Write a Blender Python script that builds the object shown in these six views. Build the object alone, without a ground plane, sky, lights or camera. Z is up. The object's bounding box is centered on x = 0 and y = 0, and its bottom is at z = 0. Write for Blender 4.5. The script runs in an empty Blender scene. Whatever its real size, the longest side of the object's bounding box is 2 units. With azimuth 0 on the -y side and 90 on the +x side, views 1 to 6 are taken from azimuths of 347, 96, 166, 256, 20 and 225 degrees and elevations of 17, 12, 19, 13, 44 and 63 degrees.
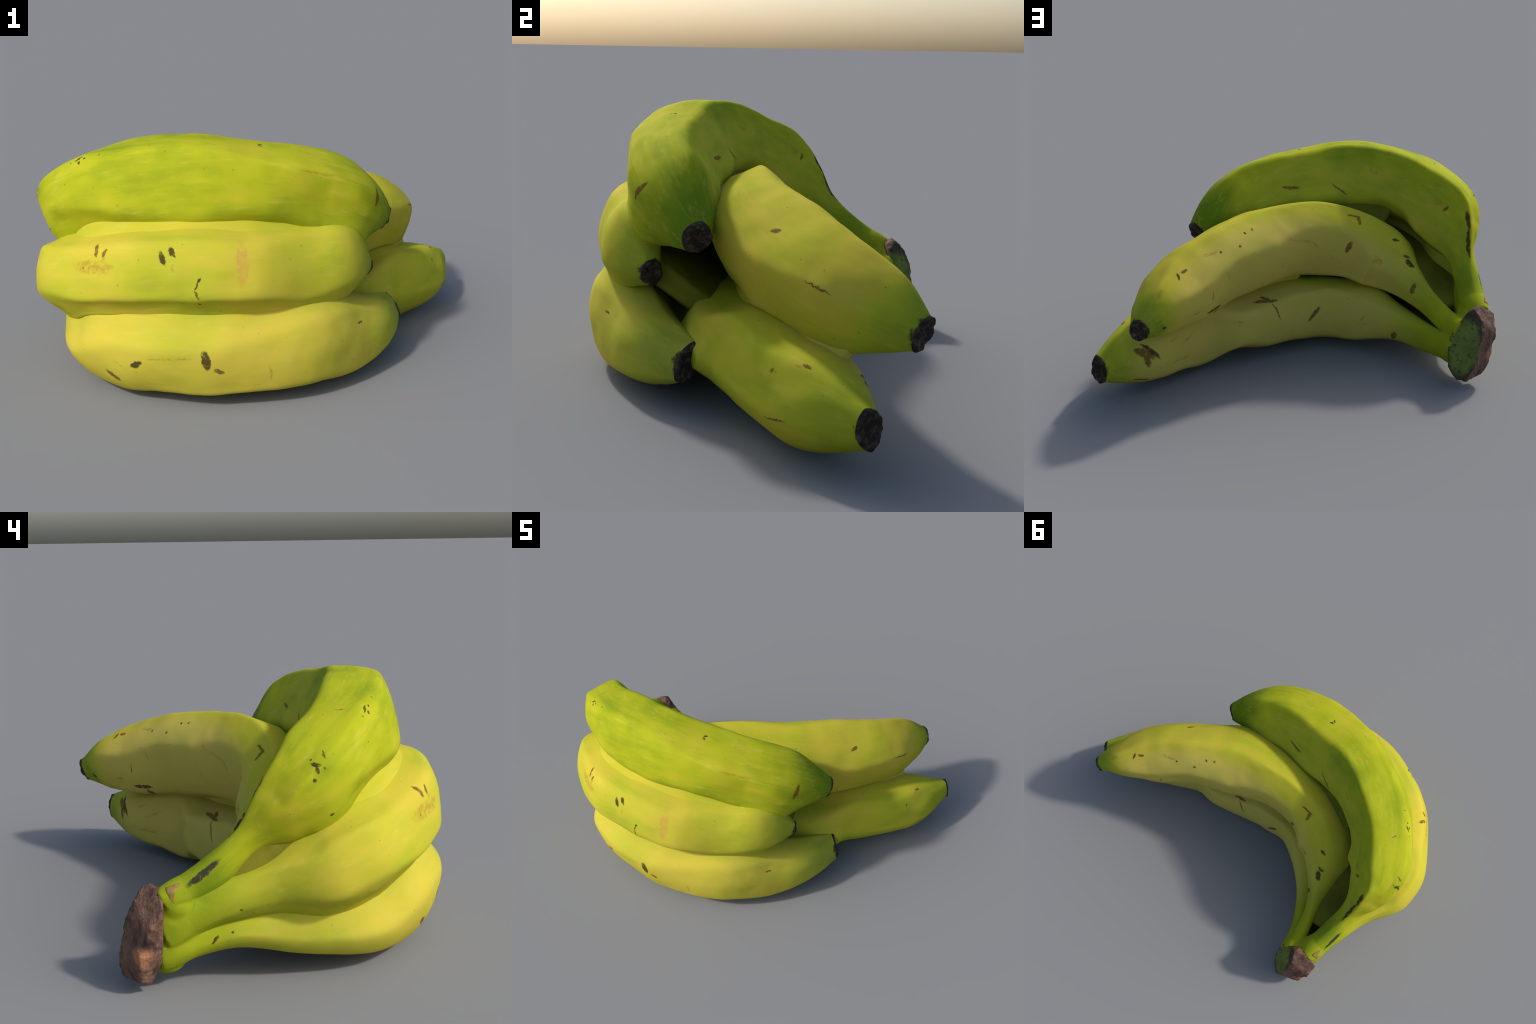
"""A bunch of five green-yellow bananas joined at one cut, browned crown.

Every banana is a tube lofted along a spine.  A control row holds
(x, y, z, radius, upright, skew): the last two turn the round section into an oval.
Five lengthwise ridges with flat faces between them shape the section, neighbours
swell towards each other where they touch, and slow noise dents the peel.
"""
import bpy, bmesh, math, random
import numpy as np
from mathutils import Vector, Matrix, noise
from mathutils.bvhtree import BVHTree

random.seed(7)
np.random.seed(7)

SPINES = {   # from the crown to the blossom end
    "top": [
        (-0.812, 0.506, 0.325, 0.045, -0.004, 0.007),
        (-0.828, 0.346, 0.416, 0.054, -0.001, 0.007),
        (-0.836, 0.225, 0.517, 0.058, 0.001, 0.013),
        (-0.835, 0.122, 0.604, 0.118, 0.004, 0.021),
        (-0.809, 0.021, 0.682, 0.164, 0.007, 0.014),
        (-0.730, -0.101, 0.756, 0.167, 0.009, 0.007),
        (-0.587, -0.206, 0.799, 0.178, 0.008, -0.004),
        (-0.387, -0.278, 0.803, 0.187, 0.011, -0.000),
        (-0.161, -0.301, 0.793, 0.182, -0.003, 0.004),
        (0.061, -0.286, 0.759, 0.167, 0.003, 0.002),
        (0.259, -0.233, 0.681, 0.151, 0.009, -0.006),
        (0.445, -0.115, 0.582, 0.048, 0.005, 0.004),
    ],
    "middle": [
        (-0.790, 0.512, 0.245, 0.069, 0.013, -0.011),
        (-0.826, 0.322, 0.306, 0.063, 0.006, -0.000),
        (-0.863, 0.158, 0.353, 0.072, 0.016, 0.009),
        (-0.864, 0.007, 0.391, 0.135, 0.009, 0.000),
        (-0.853, -0.133, 0.435, 0.153, 0.013, 0.006),
        (-0.772, -0.264, 0.487, 0.142, 0.006, -0.017),
        (-0.639, -0.384, 0.525, 0.146, 0.006, -0.015),
        (-0.454, -0.469, 0.542, 0.146, 0.011, -0.014),
        (-0.244, -0.495, 0.535, 0.147, 0.004, -0.016),
        (-0.029, -0.469, 0.514, 0.131, 0.022, -0.025),
        (0.162, -0.415, 0.491, 0.118, 0.023, -0.011),
        (0.306, -0.301, 0.428, 0.040, 0.003, 0.006),
    ],
    "bottom": [
        (-0.768, 0.522, 0.148, 0.064, 0.005, -0.005),
        (-0.790, 0.270, 0.178, 0.060, -0.003, 0.008),
        (-0.817, 0.040, 0.185, 0.086, 0.008, 0.000),
        (-0.782, -0.176, 0.178, 0.122, 0.004, 0.002),
        (-0.693, -0.318, 0.200, 0.163, 0.020, 0.011),
        (-0.547, -0.413, 0.217, 0.174, 0.015, 0.005),
        (-0.369, -0.467, 0.226, 0.178, 0.013, -0.013),
        (-0.181, -0.479, 0.219, 0.177, 0.009, -0.012),
        (-0.001, -0.457, 0.203, 0.180, 0.009, -0.002),
        (0.170, -0.389, 0.177, 0.157, 0.013, -0.004),
        (0.333, -0.286, 0.168, 0.122, 0.010, -0.003),
        (0.495, -0.141, 0.167, 0.045, 0.007, -0.012),
    ],
    "rear_upper": [
        (-0.729, 0.540, 0.257, 0.044, -0.001, 0.001),
        (-0.692, 0.419, 0.268, 0.043, 0.006, 0.007),
        (-0.638, 0.283, 0.324, 0.052, 0.012, 0.004),
        (-0.569, 0.151, 0.400, 0.092, 0.005, 0.003),
        (-0.480, 0.034, 0.480, 0.154, -0.006, 0.020),
        (-0.313, -0.026, 0.543, 0.163, 0.015, 0.003),
        (-0.075, -0.016, 0.578, 0.175, 0.018, -0.006),
        (0.179, 0.067, 0.566, 0.186, 0.000, 0.003),
        (0.404, 0.200, 0.529, 0.179, 0.005, -0.006),
        (0.586, 0.352, 0.482, 0.164, 0.002, -0.000),
        (0.711, 0.493, 0.439, 0.119, 0.006, -0.011),
        (0.801, 0.615, 0.401, 0.043, 0.005, -0.004),
    ],
    "rear_lower": [
        (-0.696, 0.548, 0.158, 0.050, 0.015, 0.000),
        (-0.632, 0.384, 0.150, 0.055, 0.015, 0.000),
        (-0.526, 0.201, 0.168, 0.086, 0.012, -0.005),
        (-0.382, 0.069, 0.185, 0.127, 0.023, 0.005),
        (-0.225, -0.013, 0.188, 0.150, 0.022, -0.012),
        (-0.046, -0.031, 0.199, 0.171, 0.006, -0.007),
        (0.142, -0.015, 0.201, 0.189, -0.010, 0.006),
        (0.324, 0.041, 0.205, 0.189, -0.024, -0.000),
        (0.490, 0.109, 0.197, 0.177, 0.014, 0.008),
        (0.641, 0.207, 0.187, 0.168, 0.003, 0.003),
        (0.795, 0.328, 0.172, 0.147, -0.004, -0.001),
        (0.977, 0.473, 0.168, 0.045, 0.011, 0.005),
    ],
}

# lengthwise ridges: each is a list of (position along 0..1, angle in degrees round the section)
RIDGES = {
    "top": [[(.0, 60), (.20, 105), (.27, 90), (.36, 61), (.48, 40), (.60, 37), (.70, 46), (.82, 58), (.92, 72)],
            [(.0, 130), (.30, 130), (.40, 102), (.55, 104), (.70, 107), (.92, 135)],
            [(.0, -10), (.32, -5), (.45, -30), (.60, -30), (.77, -24), (.92, -15)],
            [(.0, 190), (.5, 178), (.92, 195)], [(.0, 260), (.5, 255), (.92, 260)]],
    "middle": [[(.0, 70), (.23, 62), (.30, 53), (.43, 43), (.62, 46), (.79, 42), (.92, 38)],
               [(.0, 125), (.40, 104), (.64, 110), (.86, 100)],
               [(.0, 190), (.5, 180), (.92, 175)], [(.0, 255), (.9, 250)], [(.0, 320), (.9, 315)]],
    "bottom": [[(.0, 100), (.27, 100), (.40, 83), (.53, 75), (.61, 64), (.70, 54), (.87, 40)],
               [(.0, 160), (.5, 140), (.9, 115)], [(.0, 230), (.5, 210), (.9, 190)],
               [(.0, 300), (.9, 270)], [(.0, 370), (.5, 365), (.9, 340)]],
    "rear_upper": [[(.0, -15), (.55, -17), (.75, -8), (.92, -6)], [(.0, 70), (.75, 78), (.95, 72)],
                   [(.0, 150), (.9, 150)], [(.0, 220), (.9, 220)], [(.0, 285), (.6, 290), (.9, 285)]],
    "rear_lower": [[(.0, 40), (.68, 44), (.83, 42), (.95, 20)], [(.0, 105), (.87, 99), (.96, 101)],
                   [(.0, 170), (.9, 165)], [(.0, 235), (.9, 230)], [(.0, 305), (.9, 305)]],
}

# blemishes on the peel: (along, angle) of one end, (along, angle) of the other, half width in metres
MARKS = {
    "top": {
        "dark": [
            (0.468, 38, 0.481, 34, 0.0044), (0.73, 8, 0.733, 11, 0.0051), (0.296, 9, 0.242, 15, 0.01),
            (0.247, 13, 0.154, 18, 0.008), (0.352, 46, 0.357, 52, 0.0071), (0.352, 51, 0.35, 57, 0.0057),
            (0.339, 61, 0.339, 63, 0.0057), (0.357, 40, 0.357, 41, 0.0036), (0.486, 36, 0.486, 37, 0.0062),
            (0.476, 40, 0.476, 42, 0.0053), (0.332, 119, 0.339, 119, 0.0044), (0.509, 32, 0.509, 34, 0.0031),
            (0.735, 3, 0.73, 4, 0.0068),
        ],
        "brown": [
            (0.91, 81, 0.913, 52, 0.0108), (0.797, -77, 0.761, -84, 0.008), (0.684, -84, 0.645, -103, 0.004),
            (0.334, -41, 0.334, -29, 0.008), (0.36, 56, 0.36, 57, 0.0043), (0.458, 11, 0.46, 17, 0.003),
            (0.378, 42, 0.37, 49, 0.0036), (0.46, 40, 0.46, 41, 0.003),
        ],
        "tan": [
            (0.774, 57, 0.833, 58, 0.0042), (0.846, 59, 0.902, 58, 0.0043), (0.501, -61, 0.486, -52, 0.0061),
            (0.378, -50, 0.355, -41, 0.014), (0.586, -60, 0.573, -65, 0.0122), (0.63, -13, 0.622, -8, 0.0077),
            (0.558, -35, 0.55, -29, 0.0077),
        ],
        "scab": [
            (0.049, 70, 0.111, 60, 0.0119),
        ],
    },
    "middle": {
        "dark": [
            (0.609, 50, 0.614, 67, 0.0097), (0.622, 44, 0.627, 54, 0.0097), (0.661, 91, 0.653, 108, 0.004),
            (0.658, 131, 0.661, 134, 0.0049), (0.121, 122, 0.123, 127, 0.0038),
        ],
        "brown": [
            (0.506, 32, 0.509, 52, 0.0084), (0.653, 110, 0.658, 121, 0.0048), (0.527, 43, 0.522, 54, 0.0073),
            (0.483, 70, 0.483, 72, 0.0048),
        ],
        "tan": [
            (0.465, 67, 0.54, 75, 0.0255), (0.625, 69, 0.625, 80, 0.0064), (0.524, 60, 0.517, 80, 0.0147),
        ],
        "rosy": [
            (0.717, 32, 0.717, 97, 0.0227),
        ],
    },
    "bottom": {
        "dark": [
            (0.422, 101, 0.437, 94, 0.0127), (0.537, 81, 0.54, 101, 0.0165), (0.062, 91, 0.069, 72, 0.0061),
            (0.087, 65, 0.087, 67, 0.0038),
        ],
        "brown": [
            (0.553, 105, 0.563, 110, 0.01), (0.37, 118, 0.386, 133, 0.0131), (0.807, 54, 0.823, 53, 0.0053),
        ],
        "tan": [
            (0.388, 91, 0.411, 110, 0.0043), (0.44, 88, 0.519, 88, 0.005), (0.638, 101, 0.643, 121, 0.0067),
        ],
    },
    "rear_upper": {
        "dark": [
            (0.35, -17, 0.339, -6, 0.008), (0.298, -13, 0.29, 1, 0.0079), (0.283, -13, 0.262, -9, 0.0149),
            (0.812, -127, 0.771, -132, 0.009), (0.668, -35, 0.668, -37, 0.0065), (0.684, -36, 0.684, -38, 0.0055),
            (0.748, -42, 0.748, -44, 0.0063), (0.851, -25, 0.859, -34, 0.0052), (0.946, -107, 0.941, -115, 0.006),
        ],
        "brown": [
            (0.733, 45, 0.743, 40, 0.01), (0.82, 73, 0.861, 74, 0.0031), (0.476, -27, 0.445, -21, 0.0049),
            (0.452, -24, 0.445, -36, 0.0099), (0.465, -97, 0.46, -77, 0.0118), (0.213, -83, 0.219, -47, 0.0119),
            (0.799, -89, 0.802, -104, 0.0036), (0.71, -50, 0.707, -51, 0.0073), (0.841, -29, 0.828, -31, 0.007),
            (0.784, -137, 0.779, -148, 0.0145),
        ],
        "tan": [
            (0.375, -82, 0.324, -71, 0.0197), (0.856, -114, 0.838, -112, 0.0062), (0.936, -18, 0.91, -25, 0.017),
            (0.756, -76, 0.753, -87, 0.0054), (0.784, -31, 0.751, -40, 0.008), (0.625, -112, 0.614, -106, 0.0057),
        ],
    },
    "rear_lower": {
        "dark": [
            (0.928, -47, 0.902, -85, 0.0102),
        ],
        "brown": [
            (0.877, 102, 0.913, 98, 0.0031), (0.864, 56, 0.864, 51, 0.0047), (0.599, -53, 0.524, -56, 0.0097),
            (0.573, -46, 0.55, -52, 0.0097), (0.542, -60, 0.519, -85, 0.0049), (0.427, -97, 0.398, -70, 0.01),
            (0.172, -137, 0.165, -111, 0.0139), (0.941, -52, 0.915, -79, 0.018), (0.928, -73, 0.923, -93, 0.0126),
            (0.946, -127, 0.918, -128, 0.0073), (0.902, 28, 0.913, 27, 0.0065),
        ],
        "tan": [
            (0.892, 36, 0.91, 29, 0.0046), (0.846, -84, 0.792, -70, 0.0055), (0.674, -74, 0.638, -79, 0.0057),
            (0.656, -84, 0.64, -81, 0.0048), (0.26, -91, 0.244, -68, 0.005), (0.866, -66, 0.851, -65, 0.0055),
        ],
    },
}

RINGS, SIDES = 220, 132
# how flat the faces between the ridges are
CRISP = {"top": .66, "middle": .64, "bottom": .56, "rear_upper": .50, "rear_lower": .55}
CROWN = np.array((-.78, .56, .22))
NECK_TOP, NECK_FOOT, NECK_RADIUS = np.array((-.812, .455, .310)), np.array((-.748, .495, .104)), .058


# ------------------------------------------------------------------ geometry
def catmull_rom(rows, count):
    """Sample a smooth curve through the rows."""
    rows = np.asarray(rows, float)
    k = len(rows)
    padded = np.vstack([2 * rows[0] - rows[1], rows, 2 * rows[-1] - rows[-2]])
    t = np.linspace(0, k - 1, count)
    i = np.minimum(t.astype(int), k - 2)
    u = (t - i)[:, None]
    p0, p1, p2, p3 = padded[i], padded[i + 1], padded[i + 2], padded[i + 3]
    return .5 * (2 * p1 + (p2 - p0) * u + (2 * p0 - 5 * p1 + 4 * p2 - p3) * u ** 2 + (3 * p1 - p0 - 3 * p2 + p3) * u ** 3)


class Tube:
    """A banana's spine with its frame: 'up' side is angle 0, the other side axis angle 90."""

    def __init__(self, name):
        self.name = name
        rows = catmull_rom(SPINES[name], RINGS)
        self.c, self.r, self.a, self.b = rows[:, :3], rows[:, 3], rows[:, 4], rows[:, 5]
        t = np.gradient(self.c, axis=0)
        self.t = t / np.linalg.norm(t, axis=1, keepdims=True)
        up = np.array((0, 0, 1.))
        e = up - (self.t @ up)[:, None] * self.t
        self.e1 = e / np.linalg.norm(e, axis=1, keepdims=True)
        self.e2 = np.cross(self.t, self.e1)
        self.s = np.linspace(0, 1, RINGS)
        self.facets = self.facet_table()

    def facet_table(self):
        """Radius factor per ring and side: flat faces between five soft ridges."""
        phi = np.linspace(-180, 180, SIDES, endpoint=False)
        table = np.ones((RINGS, SIDES))
        kernel = np.exp(-.5 * (np.arange(-8, 9) * 360 / SIDES / 4.4) ** 2)
        kernel /= kernel.sum()
        for i, s in enumerate(self.s):
            marks = sorted(np.interp(s, [m[0] for m in line], [m[1] for m in line]) % 360 for line in RIDGES[self.name])
            marks = np.array(marks + [marks[0] + 360])
            p = np.where(phi % 360 < marks[0], phi % 360 + 360, phi % 360)
            j = np.clip(np.searchsorted(marks, p, side="right") - 1, 0, len(marks) - 2)
            half = (marks[j + 1] - marks[j]) / 2
            off = p - (marks[j] + half)
            f = np.cos(np.radians(np.minimum(half, 48))) / np.cos(np.radians(np.clip(off, -48, 48)))
            f = np.convolve(np.concatenate([f[-8:], f, f[:8]]), kernel, "valid")
            strength = CRISP[self.name] * np.interp(s, [0, .12, .3, .85, .97], [.2, .35, 1, 1, .35])
            table[i] = 1 + strength * (f / (.68 * f.mean() + .32 * f.max()) - 1)
        return table

    def oval(self, i, phi):
        """Support radius, and its slope, of the oval section."""
        h = self.r[i] + self.a[i] * np.cos(2 * phi) + self.b[i] * np.sin(2 * phi)
        return h, -2 * self.a[i] * np.sin(2 * phi) + 2 * self.b[i] * np.cos(2 * phi)

    def rings(self):
        phi = np.radians(np.linspace(-180, 180, SIDES, endpoint=False))
        i = np.arange(RINGS)[:, None]
        h, dh = self.oval(i, phi[None])
        x = h * np.cos(phi) - dh * np.sin(phi)
        y = h * np.sin(phi) + dh * np.cos(phi)
        x, y = x * self.facets, y * self.facets
        return self.c[:, None] + x[..., None] * self.e1[:, None] + y[..., None] * self.e2[:, None]

    def point(self, s, degrees):
        """Surface point and outward direction at a place along and round the banana."""
        f = s * (RINGS - 1)
        i = int(min(f, RINGS - 2))
        u = f - i
        mix = lambda q: q[i] * (1 - u) + q[i + 1] * u
        a = math.radians(degrees)
        h = mix(self.r) + mix(self.a) * math.cos(2 * a) + mix(self.b) * math.sin(2 * a)
        h *= mix(self.facets)[int(round((degrees + 180) % 360 / 360 * SIDES)) % SIDES]
        out = mix(self.e1) * math.cos(a) + mix(self.e2) * math.sin(a)
        return Vector(mix(self.c) + out * h), Vector(out)

    def distance(self, pts):
        """Rough signed distance from points to this banana's surface."""
        result = np.empty(len(pts))
        for k in range(0, len(pts), 4000):
            d = pts[k:k + 4000, None] - self.c[None, ::2]
            x = (d * self.e1[None, ::2]).sum(-1)
            y = (d * self.e2[None, ::2]).sum(-1)
            m = x * x + y * y + 1e-12
            h = self.r[::2] + (self.a[::2] * (x * x - y * y) + self.b[::2] * 2 * x * y) / m
            result[k:k + 4000] = (np.linalg.norm(d, axis=-1) - h).min(1)
        return result


def swell(pts, normals, others, reach):
    """Neighbours that nearly touch grow fillets towards each other."""
    gap = np.full(len(pts), 9.)
    for other in others:
        gap = np.minimum(gap, other(pts))
    h = np.clip(reach - np.abs(gap), 0, None) / reach
    return pts + normals * (h * h * reach / 4)[:, None]


def lumps(pts, scale, amount, seed):
    off = Vector((seed * 3.1, seed * 1.7, seed * 5.3))
    return np.array([amount * noise.fractal(Vector(p) * scale + off, 1.0, 2.0, 2) for p in pts])


def grid_normals(g):
    du = np.gradient(g, axis=0)
    dv = np.roll(g, -1, axis=1) - np.roll(g, 1, axis=1)
    n = np.cross(dv, du)
    n /= np.linalg.norm(n, axis=-1, keepdims=True) + 1e-12
    centre = g.mean(axis=1, keepdims=True)
    if ((g - centre) * n).sum() < 0:
        n = -n
    return n


def add_mesh(name, verts, faces, material, parent=None, normals=None):
    mesh = bpy.data.meshes.new(name)
    mesh.from_pydata([tuple(map(float, v)) for v in verts], [], faces)
    mesh.update()
    for mat in (material if isinstance(material, list) else [material]):
        mesh.materials.append(mat)
    mesh.polygons.foreach_set("use_smooth", [True] * len(mesh.polygons))
    if normals is not None:
        mesh.normals_split_custom_set_from_vertices([tuple(map(float, n)) for n in normals])
    obj = bpy.data.objects.new(name, mesh)
    bpy.context.scene.collection.objects.link(obj)
    if parent:
        obj.parent = parent
    return obj


def tube_part(name, g, n, first, last, material, parent):
    """Rings first..last of a lofted grid as one object; borders share their vertices' places."""
    rows = last - first + 1
    verts = g[first:last + 1].reshape(-1, 3)
    norms = n[first:last + 1].reshape(-1, 3)
    faces = []
    for i in range(rows - 1):
        for j in range(SIDES):
            k = (j + 1) % SIDES
            faces.append((i * SIDES + j, i * SIDES + k, (i + 1) * SIDES + k, (i + 1) * SIDES + j))
    return add_mesh(name, verts, faces, material, parent, norms)


# ------------------------------------------------------------------ materials
class Nodes:
    def __init__(self, name):
        self.mat = bpy.data.materials.new(name)
        self.mat.use_nodes = True
        self.tree = self.mat.node_tree
        self.tree.nodes.clear()
        self.coord = self.new("ShaderNodeTexCoord").outputs["Object"]

    def new(self, kind, **props):
        node = self.tree.nodes.new(kind)
        for key, value in props.items():
            setattr(node, key, value)
        return node

    def put(self, socket, value):
        if hasattr(value, "is_linked"):
            self.tree.links.new(value, socket)
        else:
            socket.default_value = value

    def math(self, op, a, b=0.0, c=0.0, clamp=False):
        node = self.new("ShaderNodeMath", operation=op, use_clamp=clamp)
        for socket, value in zip(node.inputs, (a, b, c)):
            self.put(socket, value)
        return node.outputs[0]

    def vec(self, op, a, b=(0, 0, 0), scale=None):
        node = self.new("ShaderNodeVectorMath", operation=op)
        self.put(node.inputs[0], a)
        self.put(node.inputs[1], b)
        if scale is not None:
            self.put(node.inputs["Scale"], scale)
        return node.outputs["Value"] if op in ("LENGTH", "DISTANCE", "DOT_PRODUCT") else node.outputs["Vector"]

    def noise(self, scale, detail=3.0, rough=.55, vector=None, distortion=0.0):
        node = self.new("ShaderNodeTexNoise")
        self.put(node.inputs["Vector"], vector or self.coord)
        node.inputs["Scale"].default_value = scale
        node.inputs["Detail"].default_value = detail
        node.inputs["Roughness"].default_value = rough
        node.inputs["Distortion"].default_value = distortion
        return node.outputs["Fac"], node.outputs["Color"]

    def fade(self, value, a, b, low=0.0, high=1.0):
        node = self.new("ShaderNodeMapRange", interpolation_type="SMOOTHSTEP")
        for key, v in (("Value", value), ("From Min", a), ("From Max", b), ("To Min", low), ("To Max", high)):
            self.put(node.inputs[key], v)
        return node.outputs[0]

    def mix(self, fac, a, b, blend="MIX"):
        node = self.new("ShaderNodeMix", data_type="RGBA", blend_type=blend)
        self.put(node.inputs["Factor"], fac)
        for key, v in (("A", a), ("B", b)):
            socket = [s for s in node.inputs if s.name == key and s.type == "RGBA"][0]
            self.put(socket, v if hasattr(v, "is_linked") else (*v, 1.0))
        return [s for s in node.outputs if s.type == "RGBA"][0]

    def finish(self, colour, rough, bump=None, bump_strength=.2, bump_distance=.004, specular=.35):
        shader = self.new("ShaderNodeBsdfPrincipled")
        self.put(shader.inputs["Base Color"], colour)
        self.put(shader.inputs["Roughness"], rough)
        shader.inputs["Specular IOR Level"].default_value = specular
        if bump is not None:
            node = self.new("ShaderNodeBump")
            node.inputs["Strength"].default_value = bump_strength
            node.inputs["Distance"].default_value = bump_distance
            self.put(node.inputs["Height"], bump)
            self.put(shader.inputs["Normal"], node.outputs[0])
        out = self.new("ShaderNodeOutputMaterial")
        self.tree.links.new(shader.outputs[0], out.inputs[0])
        return self.mat


WAN = (.54, .47, .10)
YELLOW, PALE, LIME, GREEN = (.52, .43, .036), (.56, .48, .075), (.37, .40, .016), (.14, .225, .012)
DARK, BROWN, TAN, ROSY, SCAB = (.045, .026, .016), (.14, .065, .018), (.36, .22, .03), (.52, .26, .07), (.045, .035, .028)

# per banana: how green it is on the whole, how far green runs from the tip, how scuffed its hollow side is, how wan the peel is
SKIN = {"top": (.46, .38, .15, .0), "middle": (.22, .32, .05, .22), "bottom": (.15, .34, .05, .38),
        "rear_upper": (.22, .28, .85, .15), "rear_lower": (.26, .32, .95, .15)}


def arc_frame(tube):
    """Circle through the spine: its centre, axes and radius, for coordinates that follow the bend."""
    pts = tube.c[40:]
    mean = pts.mean(0)
    axes = np.linalg.svd(pts - mean)[2]
    p = (pts - mean) @ axes[:2].T
    sol = np.linalg.lstsq(np.c_[2 * p, np.ones(len(p))], (p ** 2).sum(1), rcond=None)[0]
    radius = math.sqrt(sol[2] + sol[0] ** 2 + sol[1] ** 2)
    return mean + sol[0] * axes[0] + sol[1] * axes[1], axes, radius


def peel_material(tube):
    n = Nodes("peel_" + tube.name)
    bias, reach, scuff, wan = SKIN[tube.name]
    # coordinates along the bend (u), across it (w outwards from the bend's centre, h along its axis)
    centre, axes, radius = arc_frame(tube)
    local = n.vec("SUBTRACT", n.coord, tuple(centre))
    px, py, ph = (n.vec("DOT_PRODUCT", local, tuple(a)) for a in axes)
    start = (tube.c[RINGS // 2] - centre) @ axes.T
    ang = math.atan2(start[1], start[0])
    rx = n.math("ADD", n.math("MULTIPLY", px, math.cos(ang)), n.math("MULTIPLY", py, math.sin(ang)))
    ry = n.math("SUBTRACT", n.math("MULTIPLY", py, math.cos(ang)), n.math("MULTIPLY", px, math.sin(ang)))
    u = n.math("MULTIPLY", n.math("ARCTAN2", ry, rx), radius)
    w = n.math("SUBTRACT", n.math("SQRT", n.math("ADD", n.math("MULTIPLY", px, px), n.math("MULTIPLY", py, py))), radius)
    join = n.new("ShaderNodeCombineXYZ")
    for socket, value in zip(join.inputs, (n.math("MULTIPLY", u, .22), w, ph)):
        n.put(socket, value)
    bent = join.outputs[0]

    tip = n.vec("DISTANCE", n.coord, tuple(tube.c[-1]))
    crown = n.vec("DISTANCE", n.coord, tuple(CROWN))
    broad = n.noise(3.0, 2.5)[0]
    streak = n.noise(13.0, 3.0, .6, bent)[0]
    fine_streak = n.noise(42.0, 3.0, .65, bent)[0]
    mottled = n.noise(17.0, 4.0, .6)[0]

    free = n.fade(crown, .18, .42)
    ripe = n.math("ADD", n.fade(crown, .18, .42, .30, bias), n.math("MULTIPLY", n.math("SUBTRACT", broad, .5), 1.1))
    ripe = n.math("ADD", ripe, n.math("MULTIPLY", n.math("SUBTRACT", streak, .5), n.math("MULTIPLY", free, .9)))
    ripe = n.math("ADD", ripe, n.math("MULTIPLY", n.math("SUBTRACT", mottled, .5), .25))
    ripe = n.math("ADD", ripe, n.fade(tip, reach, .03, 0, .62))
    ripe = n.math("ADD", ripe, n.fade(crown, .62, .18, 0, .36))
    ramp = n.new("ShaderNodeValToRGB")
    n.put(ramp.inputs[0], ripe)
    stops = ramp.color_ramp.elements
    stops[0].position, stops[0].color = -0.0, (*YELLOW, 1)
    stops[1].position, stops[1].color = 1.0, (*GREEN, 1)
    e = stops.new(.42)
    e.color = (*LIME, 1)
    colour = ramp.outputs[0]
    colour = n.mix(n.math("MULTIPLY", n.fade(fine_streak, .52, .75), n.math("MULTIPLY", free, .35)), colour, PALE)
    colour = n.mix(n.math("MULTIPLY", n.fade(mottled, .25, .75, .5, 1.0), n.math("MULTIPLY", free, wan)), colour, WAN)
    # rubbed, straw-coloured hollow side with brown scuffs
    hollow = n.math("MULTIPLY", n.fade(w, .02, -.11), n.fade(tip, .05, .3))
    hollow = n.math("MULTIPLY", n.math("MULTIPLY", hollow, n.fade(crown, .25, .6)), scuff)
    colour = n.mix(n.math("MULTIPLY", hollow, .75), colour, (.55, .44, .11))
    scrape = n.noise(9.0, 5.0, .7, bent, 1.2)[0]
    colour = n.mix(n.math("MULTIPLY", n.fade(scrape, .60, .70), n.math("MULTIPLY", hollow, .7)), colour, TAN)
    # pin-head freckles
    cells = n.new("ShaderNodeTexVoronoi")
    n.put(cells.inputs["Vector"], n.coord)
    cells.inputs["Scale"].default_value = 38.0
    cells.inputs["Randomness"].default_value = 1.0
    pick = n.new("ShaderNodeSeparateColor")
    n.put(pick.inputs[0], cells.outputs["Color"])
    freckle = n.math("MULTIPLY", n.fade(cells.outputs["Distance"], .15, .05), n.fade(pick.outputs[0], .72, .98))
    colour = n.mix(n.math("MULTIPLY", freckle, .65), colour, BROWN)

    # blemishes where the banana carries them, with ragged rims
    ragged = n.vec("SCALE", n.vec("SUBTRACT", n.noise(55.0, 3.0, .7)[1], (.5, .5, .5)), scale=.021)
    place = n.vec("ADD", n.coord, ragged)
    for kind, tint, strength in (("rosy", ROSY, .6), ("tan", TAN, .7), ("brown", BROWN, .9), ("dark", DARK, .92), ("scab", SCAB, .97)):
        total = None
        for s0, a0, s1, a1, half in MARKS[tube.name].get(kind, []):
            p, n0 = tube.point(s0, a0)
            q, n1 = tube.point(s1, a1)
            out = (n0 + n1).normalized()
            along = q - p
            length = along.length
            along = (along - out * along.dot(out)).normalized() if length > 1e-4 else out.orthogonal().normalized()
            side = out.cross(along)
            turn = Matrix((along, side, out)).transposed().to_euler()
            node = n.new("ShaderNodeMapping", vector_type="TEXTURE")
            n.put(node.inputs["Vector"], place)
            node.inputs["Location"].default_value = (p + q) / 2
            node.inputs["Rotation"].default_value = turn
            node.inputs["Scale"].default_value = (length / 2 + half * .7, half * 1.05, max(.035, length * .4))
            mask = n.fade(n.vec("LENGTH", node.outputs[0]), 1.15, .75)
            total = mask if total is None else n.math("MAXIMUM", total, mask)
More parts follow.
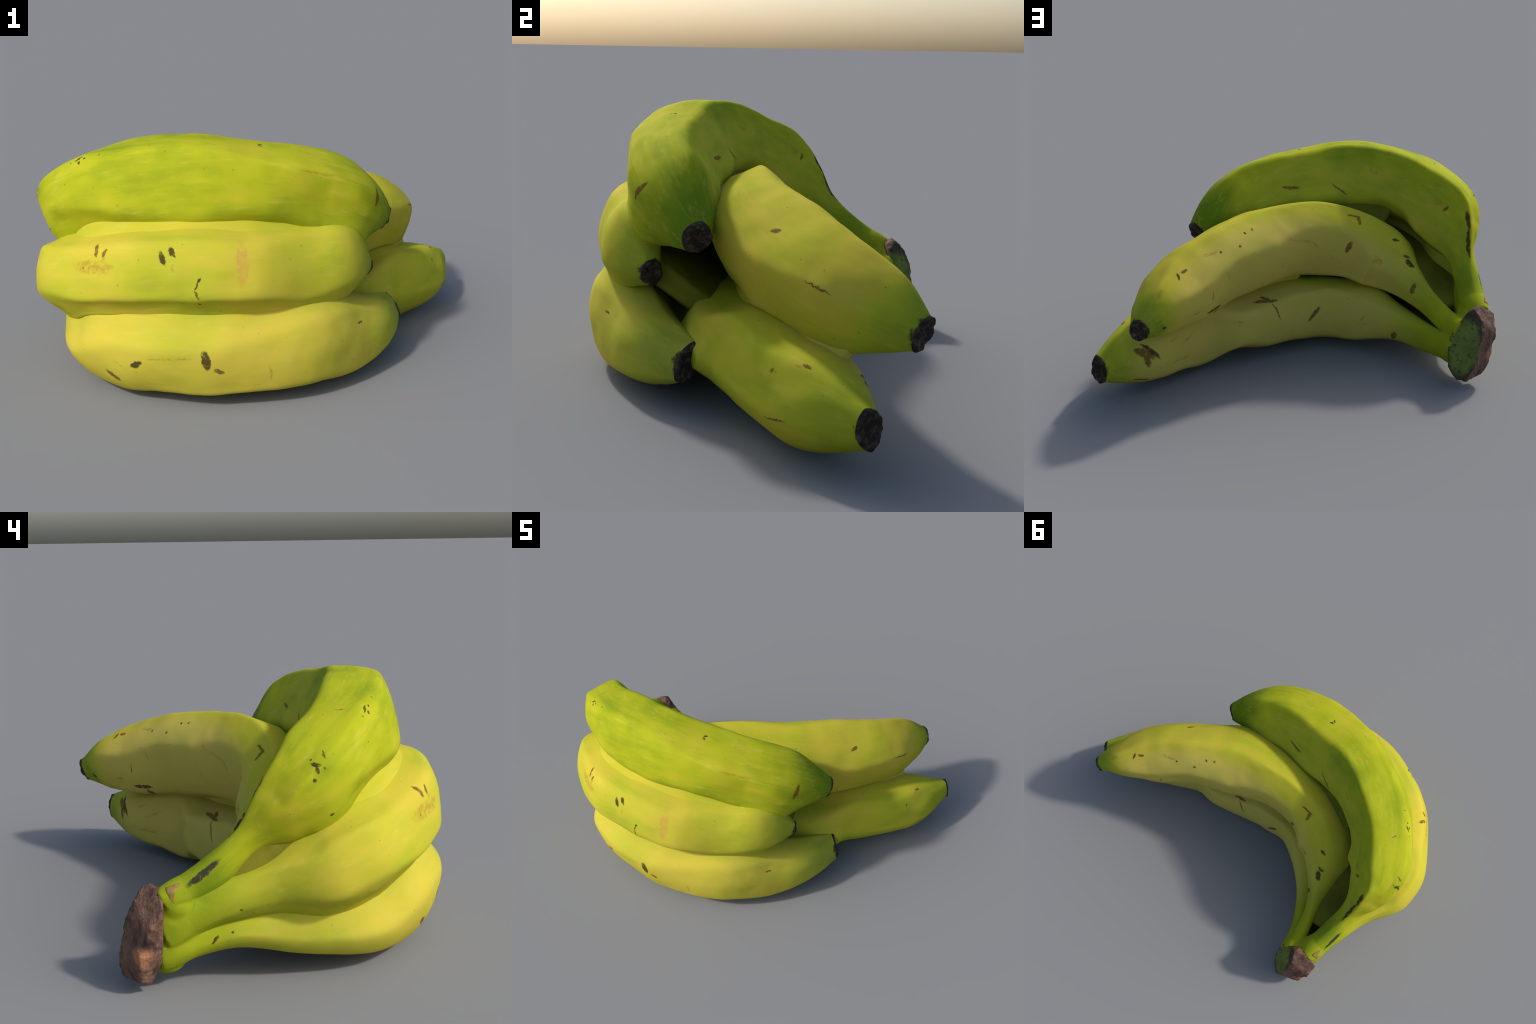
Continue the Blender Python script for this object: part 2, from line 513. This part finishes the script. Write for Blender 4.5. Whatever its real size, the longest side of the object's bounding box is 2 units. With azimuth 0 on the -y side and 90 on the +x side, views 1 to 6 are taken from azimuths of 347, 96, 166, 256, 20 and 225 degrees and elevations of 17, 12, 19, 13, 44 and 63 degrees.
        if total is not None:
            soft = kind in ("tan", "rosy")
            grit = n.fade(n.noise(34.0 if soft else 70.0, 4.0, .75)[0], .38 if soft else .30, .62 if soft else .5, .1 if soft else .45, 1)
            colour = n.mix(n.math("MULTIPLY", n.math("MULTIPLY", total, grit), strength), colour, tint)
    # the withered end eats raggedly into the peel
    bite = n.math("ADD", tip, n.math("MULTIPLY", n.math("SUBTRACT", n.noise(38.0, 3.0, .6)[0], .5), .05))
    colour = n.mix(n.fade(bite, .060, .047, 0, .93), colour, (.040, .028, .020))
    bump = n.math("ADD", n.math("MULTIPLY", mottled, .6), n.math("MULTIPLY", n.noise(120.0, 2.0)[0], .25))
    rough = n.fade(mottled, .3, .7, .70, .82)
    return n.finish(colour, rough, bump, .15, .004, .03)


def tip_material():
    n = Nodes("withered_blossom_end")
    a = n.noise(45.0, 5.0, .7)[0]
    colour = n.mix(n.fade(a, .45, .72), (.022, .016, .012), (.12, .085, .060))
    return n.finish(colour, .8, a, .8, .01, .2)


def bark_material():
    n = Nodes("dried_crown_skin")
    stretch = n.new("ShaderNodeMapping")
    n.put(stretch.inputs["Vector"], n.coord)
    stretch.inputs["Scale"].default_value = (1, 1, .35)
    a = n.noise(24.0, 5.0, .65, stretch.outputs[0])[0]
    b = n.noise(75.0, 4.0, .7)[0]
    colour = n.mix(n.fade(a, .35, .68), (.075, .042, .034), (.23, .125, .085))
    colour = n.mix(n.math("MULTIPLY", n.fade(b, .55, .75), .6), colour, (.34, .21, .15))
    colour = n.mix(n.math("MULTIPLY", n.fade(b, .42, .28), .7), colour, (.035, .022, .018))
    scar = n.vec("DISTANCE", n.coord, (-.842, .585, .155))
    colour = n.mix(n.fade(scar, .045, .02), colour, (.42, .19, .10))
    return n.finish(colour, .8, n.math("ADD", a, n.math("MULTIPLY", b, .6)), .7, .012, .2)


def cut_material():
    n = Nodes("green_cut_face")
    a = n.noise(18.0, 4.0, .65)[0]
    b = n.noise(40.0, 3.0, .6)[0]
    colour = n.mix(n.fade(a, .3, .7), (.10, .14, .018), (.17, .21, .036))
    colour = n.mix(n.math("MULTIPLY", n.fade(b, .56, .66), .85), colour, (.05, .028, .018))
    # dried rim round the tall oval face
    squash = n.new("ShaderNodeMapping", vector_type="TEXTURE")
    n.put(squash.inputs["Vector"], n.vec("ADD", n.coord, n.vec("SCALE", n.vec("SUBTRACT", n.noise(22.0, 4.0, .7)[1], (.5, .5, .5)), scale=.06)))
    squash.inputs["Location"].default_value = (-.718, .592, .195)
    squash.inputs["Scale"].default_value = (.085, .085, .175)
    colour = n.mix(n.math("MULTIPLY", n.fade(n.vec("LENGTH", squash.outputs[0]), .72, 1.0), .9), colour, (.050, .030, .024))
    return n.finish(colour, .75, a, .4, .006, .25)


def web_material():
    n = Nodes("shaded_gap_fill")
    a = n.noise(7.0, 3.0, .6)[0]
    return n.finish(n.mix(n.fade(a, .3, .7), (.13, .13, .010), (.20, .19, .016)), .7, None, specular=.1)  # dark olive: the shade deep between the bananas, put into the colour


def scar_material():
    n = Nodes("dry_bract_scar")
    a = n.noise(40.0, 4.0, .65)[0]
    return n.finish(n.mix(n.fade(a, .3, .7), (.20, .13, .035), (.34, .24, .055)), .75, a, .4, .005, .25)


# ------------------------------------------------------------------ the bunch
bunch = bpy.data.objects.new("banana_bunch", None)
bpy.context.scene.collection.objects.link(bunch)
bunch["label"] = "bunch of five green-yellow bananas with a brown cut crown"
bunch["category"] = "fruit"

tubes = [Tube(name) for name in SPINES]
grids = [t.rings() for t in tubes]


def neck_distance(pts):
    """The fused base of the stalks: a leaning upright capsule."""
    a, b, r = NECK_TOP, NECK_FOOT, NECK_RADIUS
    u = np.clip(((pts - a) @ (b - a)) / ((b - a) @ (b - a)), 0, 1)[:, None]
    return np.linalg.norm(pts - a - u * (b - a), axis=1) - r


black = tip_material()
shaped = []
for index, tube in enumerate(tubes):
    g = grids[index]
    flat, normals = g.reshape(-1, 3), grid_normals(g).reshape(-1, 3)
    others = [t.distance for t in tubes if t is not tube] + [neck_distance]
    near_crown = np.clip(1 - (np.linalg.norm(flat - CROWN, axis=1) - .15) / .3, 0, 1)
    reach = .085 - .05 * near_crown
    flat = swell(flat, normals, others, reach)
    ring = np.repeat(tube.s, SIDES)
    calm = np.interp(ring, [0, .15, .35, .9, 1], [.25, .3, 1, 1, .3])
    flat = flat + normals * ((lumps(flat, 5.0, .006, index) + lumps(flat, 15.0, .0008, index + 9)) * calm)[:, None]
    flat[:, 2] = np.maximum(flat[:, 2], .0)
    g = flat.reshape(RINGS, SIDES, 3)
    n = grid_normals(g)
    shaped.append((g, n))

    peel = peel_material(tube)
    split = int(.24 * RINGS)
    tip_start = RINGS - 3
    banana = tube_part("banana", g, n, split, tip_start, peel, bunch)
    tube_part("stalk", g, n, 0, split, peel, banana)

    # blossom end: the last rings run on into a short shrivelled stub with a hollow end
    rim, axis = g[tip_start], tube.t[-1]
    mid = rim.mean(0)
    profile = [(0, 1.0), (.003, .99), (.007, .96), (.011, .92), (.014, .84), (.014, .72), (.010, .55), (.005, .36), (.004, .16)]
    verts, faces = [], []
    for k, (z, f) in enumerate(profile):
        for j in range(SIDES):
            p = mid + (rim[j] - mid) * f + axis * z
            if k:
                crumple = noise.fractal(Vector(p) * 26 + Vector((index, 0, 0)), 1.0, 2.0, 3)
                p = p + (axis * .5 + (rim[j] - mid) / .05 * .4) * .013 * crumple * min(1, k / 2)
            verts.append(p)
    verts.append(mid + axis * .004)
    for k in range(len(profile) - 1):
        for j in range(SIDES):
            m = (j + 1) % SIDES
            faces.append((k * SIDES + j, k * SIDES + m, (k + 1) * SIDES + m, (k + 1) * SIDES + j))
    for j in range(SIDES):
        faces.append(((len(profile) - 1) * SIDES + j, (len(profile) - 1) * SIDES + (j + 1) % SIDES, len(verts) - 1))
    add_mesh("blossom_tip", verts, faces, black, banana)

# fused base of the stalks: the stalk roots and a leaning lump, melted into one skin that
# stands a little proud at the crown and dives under the free stalks further out
def remeshed(verts, faces, voxel, smooth):
    """Melt overlapping closed shells into one smooth skin; returns vertices and faces."""
    mesh = bpy.data.meshes.new("melt")
    mesh.from_pydata([tuple(map(float, v)) for v in verts], [], faces)
    obj = bpy.data.objects.new("melt", mesh)
    bpy.context.scene.collection.objects.link(obj)
    mod = obj.modifiers.new("melt", "REMESH")
    mod.mode, mod.voxel_size = "VOXEL", voxel
    mod = obj.modifiers.new("soften", "SMOOTH")
    mod.factor, mod.iterations = .5, smooth
    done = obj.evaluated_get(bpy.context.evaluated_depsgraph_get()).to_mesh()
    out = [v.co.copy() for v in done.vertices], [tuple(p.vertices) for p in done.polygons]
    bpy.data.objects.remove(obj)
    bpy.data.meshes.remove(mesh)
    return out


def closed_loft(rows, verts, faces):
    base, count = len(verts), len(rows[0])
    for row in rows:
        verts.extend(row)
    for i in range(len(rows) - 1):
        for j in range(count):
            k = (j + 1) % count
            faces.append((base + i * count + j, base + i * count + k, base + (i + 1) * count + k, base + (i + 1) * count + j))
    faces.append(tuple(base + j for j in reversed(range(count))))
    faces.append(tuple(base + (len(rows) - 1) * count + j for j in range(count)))


verts, faces = [], []
for tube, (g, n) in zip(tubes, shaped):
    stop = int(.15 * RINGS)
    rows = []
    for i in range(0, stop):
        grow = np.interp(i / RINGS, [0, .03, .085], [.004, .003, -.009])
        rows.append(g[i][::3] + n[i][::3] * grow)
    closed_loft(rows, verts, faces)
axis = NECK_FOOT - NECK_TOP
axis = axis / np.linalg.norm(axis)
side = np.cross(axis, (0, 1, 0))
side /= np.linalg.norm(side)
front = np.cross(axis, side)
rows = []
turn = np.linspace(0, 2 * math.pi, 32, endpoint=False)[:, None]
for lat in np.linspace(-math.pi / 2 + .05, math.pi / 2 - .05, 20):
    centre = NECK_TOP if lat < 0 else NECK_FOOT
    ring = np.cos(turn) * side * 1.05 + np.sin(turn) * front * 1.25
    rows.append(centre + axis * NECK_RADIUS * math.sin(lat) + NECK_RADIUS * math.cos(lat) * ring)
closed_loft(rows, verts, faces)
skin, faces = remeshed(verts, faces, .006, 5)
for v in skin:
    v.z = max(v.z, .004)
neck_skin = [tuple(v) for v in skin], faces
add_mesh("stem_neck", skin, faces, bpy.data.materials["peel_middle"], bunch)

# filler strips added where the scan had fused the gaps between bananas
def web(name, strips, material):
    """Spool-shaped strips between pairs of spines: (banana, from, to), (banana, from, to), half thickness."""
    verts, faces = [], []
    for (low, low_a, low_b), (high, high_a, high_b), thick in strips:
        one, two = (next(t for t in tubes if t.name == name) for name in (low, high))
        rows = []
        for v in np.linspace(0, 1, 40):
            p = one.c[int((low_a + (low_b - low_a) * v) * (RINGS - 1))]
            q = two.c[int((high_a + (high_b - high_a) * v) * (RINGS - 1))]
            across = q - p
            ahead = one.t[int((low_a + (low_b - low_a) * v) * (RINGS - 1))]
            up = np.cross(across, ahead)
            up /= np.linalg.norm(up)
            fat = thick * (.25 + .75 * math.sin(math.pi * min(max(v, .02), .98)) ** .5)
            ring = []
            for a in np.linspace(0, 2 * math.pi, 40, endpoint=False):
                x = .5 - .5 * math.cos(a)
                ring.append(p + across * x + up * (fat * math.sin(a) * (1 + .9 * (2 * x - 1) ** 2)))
            rows.append(np.array(ring))
        closed_loft(rows, verts, faces)
    skin, faces = remeshed(verts, faces, .010, 6)
    for v in skin:
        v.z = max(v.z, .012)
    add_mesh(name, skin, faces, material, bunch)


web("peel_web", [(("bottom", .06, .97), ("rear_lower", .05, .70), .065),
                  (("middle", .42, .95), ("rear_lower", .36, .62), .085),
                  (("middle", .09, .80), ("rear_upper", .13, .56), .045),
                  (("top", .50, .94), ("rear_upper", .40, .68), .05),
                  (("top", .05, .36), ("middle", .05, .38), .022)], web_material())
web("peel_web", [(("top", .36, .94), ("middle", .38, .955), .074),
                 (("middle", .22, .90), ("bottom", .22, .86), .074)], bpy.data.materials["peel_middle"])
web("peel_web", [(("rear_upper", .50, .915), ("rear_lower", .50, .885), .050)], bpy.data.materials["peel_rear_lower"])

# crown: a knife-cut stump with flat faces
CUT_OUT = Vector((.705, .652, .278)).normalized()
stump_corners = [
    (-.770, .567, .365), (-.790, .607, .322), (-.778, .627, .255), (-.762, .640, .187), (-.743, .654, .100), (-.707, .644, .040),
    (-.655, .555, .160), (-.665, .540, .225), (-.702, .540, .300), (-.733, .547, .342), (-.650, .580, .090), (-.678, .618, .042),
    (-.790, .545, .382), (-.842, .516, .368), (-.897, .520, .325), (-.891, .572, .235), (-.858, .597, .164), (-.845, .599, .095),
    (-.800, .552, .028), (-.818, .588, .050), (-.735, .630, .028), (-.700, .52, .10), (-.78, .50, .34), (-.84, .52, .12)]
bm = bmesh.new()
for p in stump_corners:
    bm.verts.new(p)
bmesh.ops.convex_hull(bm, input=bm.verts)
loose = [v for v in bm.verts if not v.link_faces]
bmesh.ops.delete(bm, geom=loose, context="VERTS")
bm.verts.index_update()
hull = [v.co.copy() for v in bm.verts], [tuple(v.index for v in f.verts) for f in bm.faces]
bm.free()
skin, faces = remeshed(*hull, .006, 3)
cut_level = CUT_OUT.dot(Vector((-.770, .567, .365)))
green = [cut_level - v.dot(CUT_OUT) < .007 for v in skin]
bm = bmesh.new()
made = [bm.verts.new(v) for v in skin]
for f in faces:
    face = bm.faces.new([made[i] for i in f])
    face.material_index = 1 if sum(green[i] for i in f) > len(f) / 2 else 0
bm.normal_update()
moves = []
for v in bm.verts:
    d = .006 * noise.fractal(v.co * 14, 1.0, 2.0, 3) + .003 * noise.fractal(v.co * 45, 1.0, 2.0, 2)
    d -= .012 * max(0, 1 - (v.co - Vector((-.868, .572, .185))).length / .035)
    moves.append(v.normal * d)
for v, m in zip(bm.verts, moves):
    v.co += m
    v.co.z = max(v.co.z, .0)
mesh = bpy.data.meshes.new("crown_stump")
bm.to_mesh(mesh)
bm.free()
mesh.materials.append(bark_material())
mesh.materials.append(cut_material())
mesh.polygons.foreach_set("use_smooth", [True] * len(mesh.polygons))
stump = bpy.data.objects.new("crown_stump", mesh)
bpy.context.scene.collection.objects.link(stump)
stump.parent = bunch

# dry triangular scar where a bract sat on the top stalk
gt = shaped[0][0]
rings = [(i * SIDES + j, i * SIDES + (j + 1) % SIDES, (i + 1) * SIDES + (j + 1) % SIDES, (i + 1) * SIDES + j)
         for i in range(60) for j in range(SIDES)]
stalk = [tuple(map(float, p)) for p in gt[:62].reshape(-1, 3)]
tree = BVHTree.FromPolygons(stalk + neck_skin[0], rings + [tuple(k + len(stalk) for k in f) for f in neck_skin[1]])
corner = [Vector((-.861, .440, .405)), Vector((-.887, .506, .346)), Vector((-.833, .503, .371))]
SCAR_OUT = (corner[1] - corner[0]).cross(corner[2] - corner[0]).normalized()
if SCAR_OUT.z < 0:
    SCAR_OUT = -SCAR_OUT
rows, verts, faces = 18, [], []
place = {}
for i in range(rows + 1):
    for j in range(rows + 1 - i):
        k = rows - i - j
        p = (corner[0] * i + corner[1] * j + corner[2] * k) / rows
        edge = min(i, j, k) / rows
        lift = -.006 + .009 * min(1, edge / .12) + .001 * noise.noise(p * 60)
        hit = tree.ray_cast(p + SCAR_OUT * .1, -SCAR_OUT)[0] or p
        best, normal = hit, SCAR_OUT
        place[i, j] = len(verts)
        verts.append(best + normal * lift)
for i in range(rows):
    for j in range(rows - i):
        faces.append((place[i, j], place[i + 1, j], place[i, j + 1]))
        if i + j < rows - 1:
            faces.append((place[i + 1, j], place[i + 1, j + 1], place[i, j + 1]))
add_mesh("bract_scar", verts, faces, scar_material(), bunch)
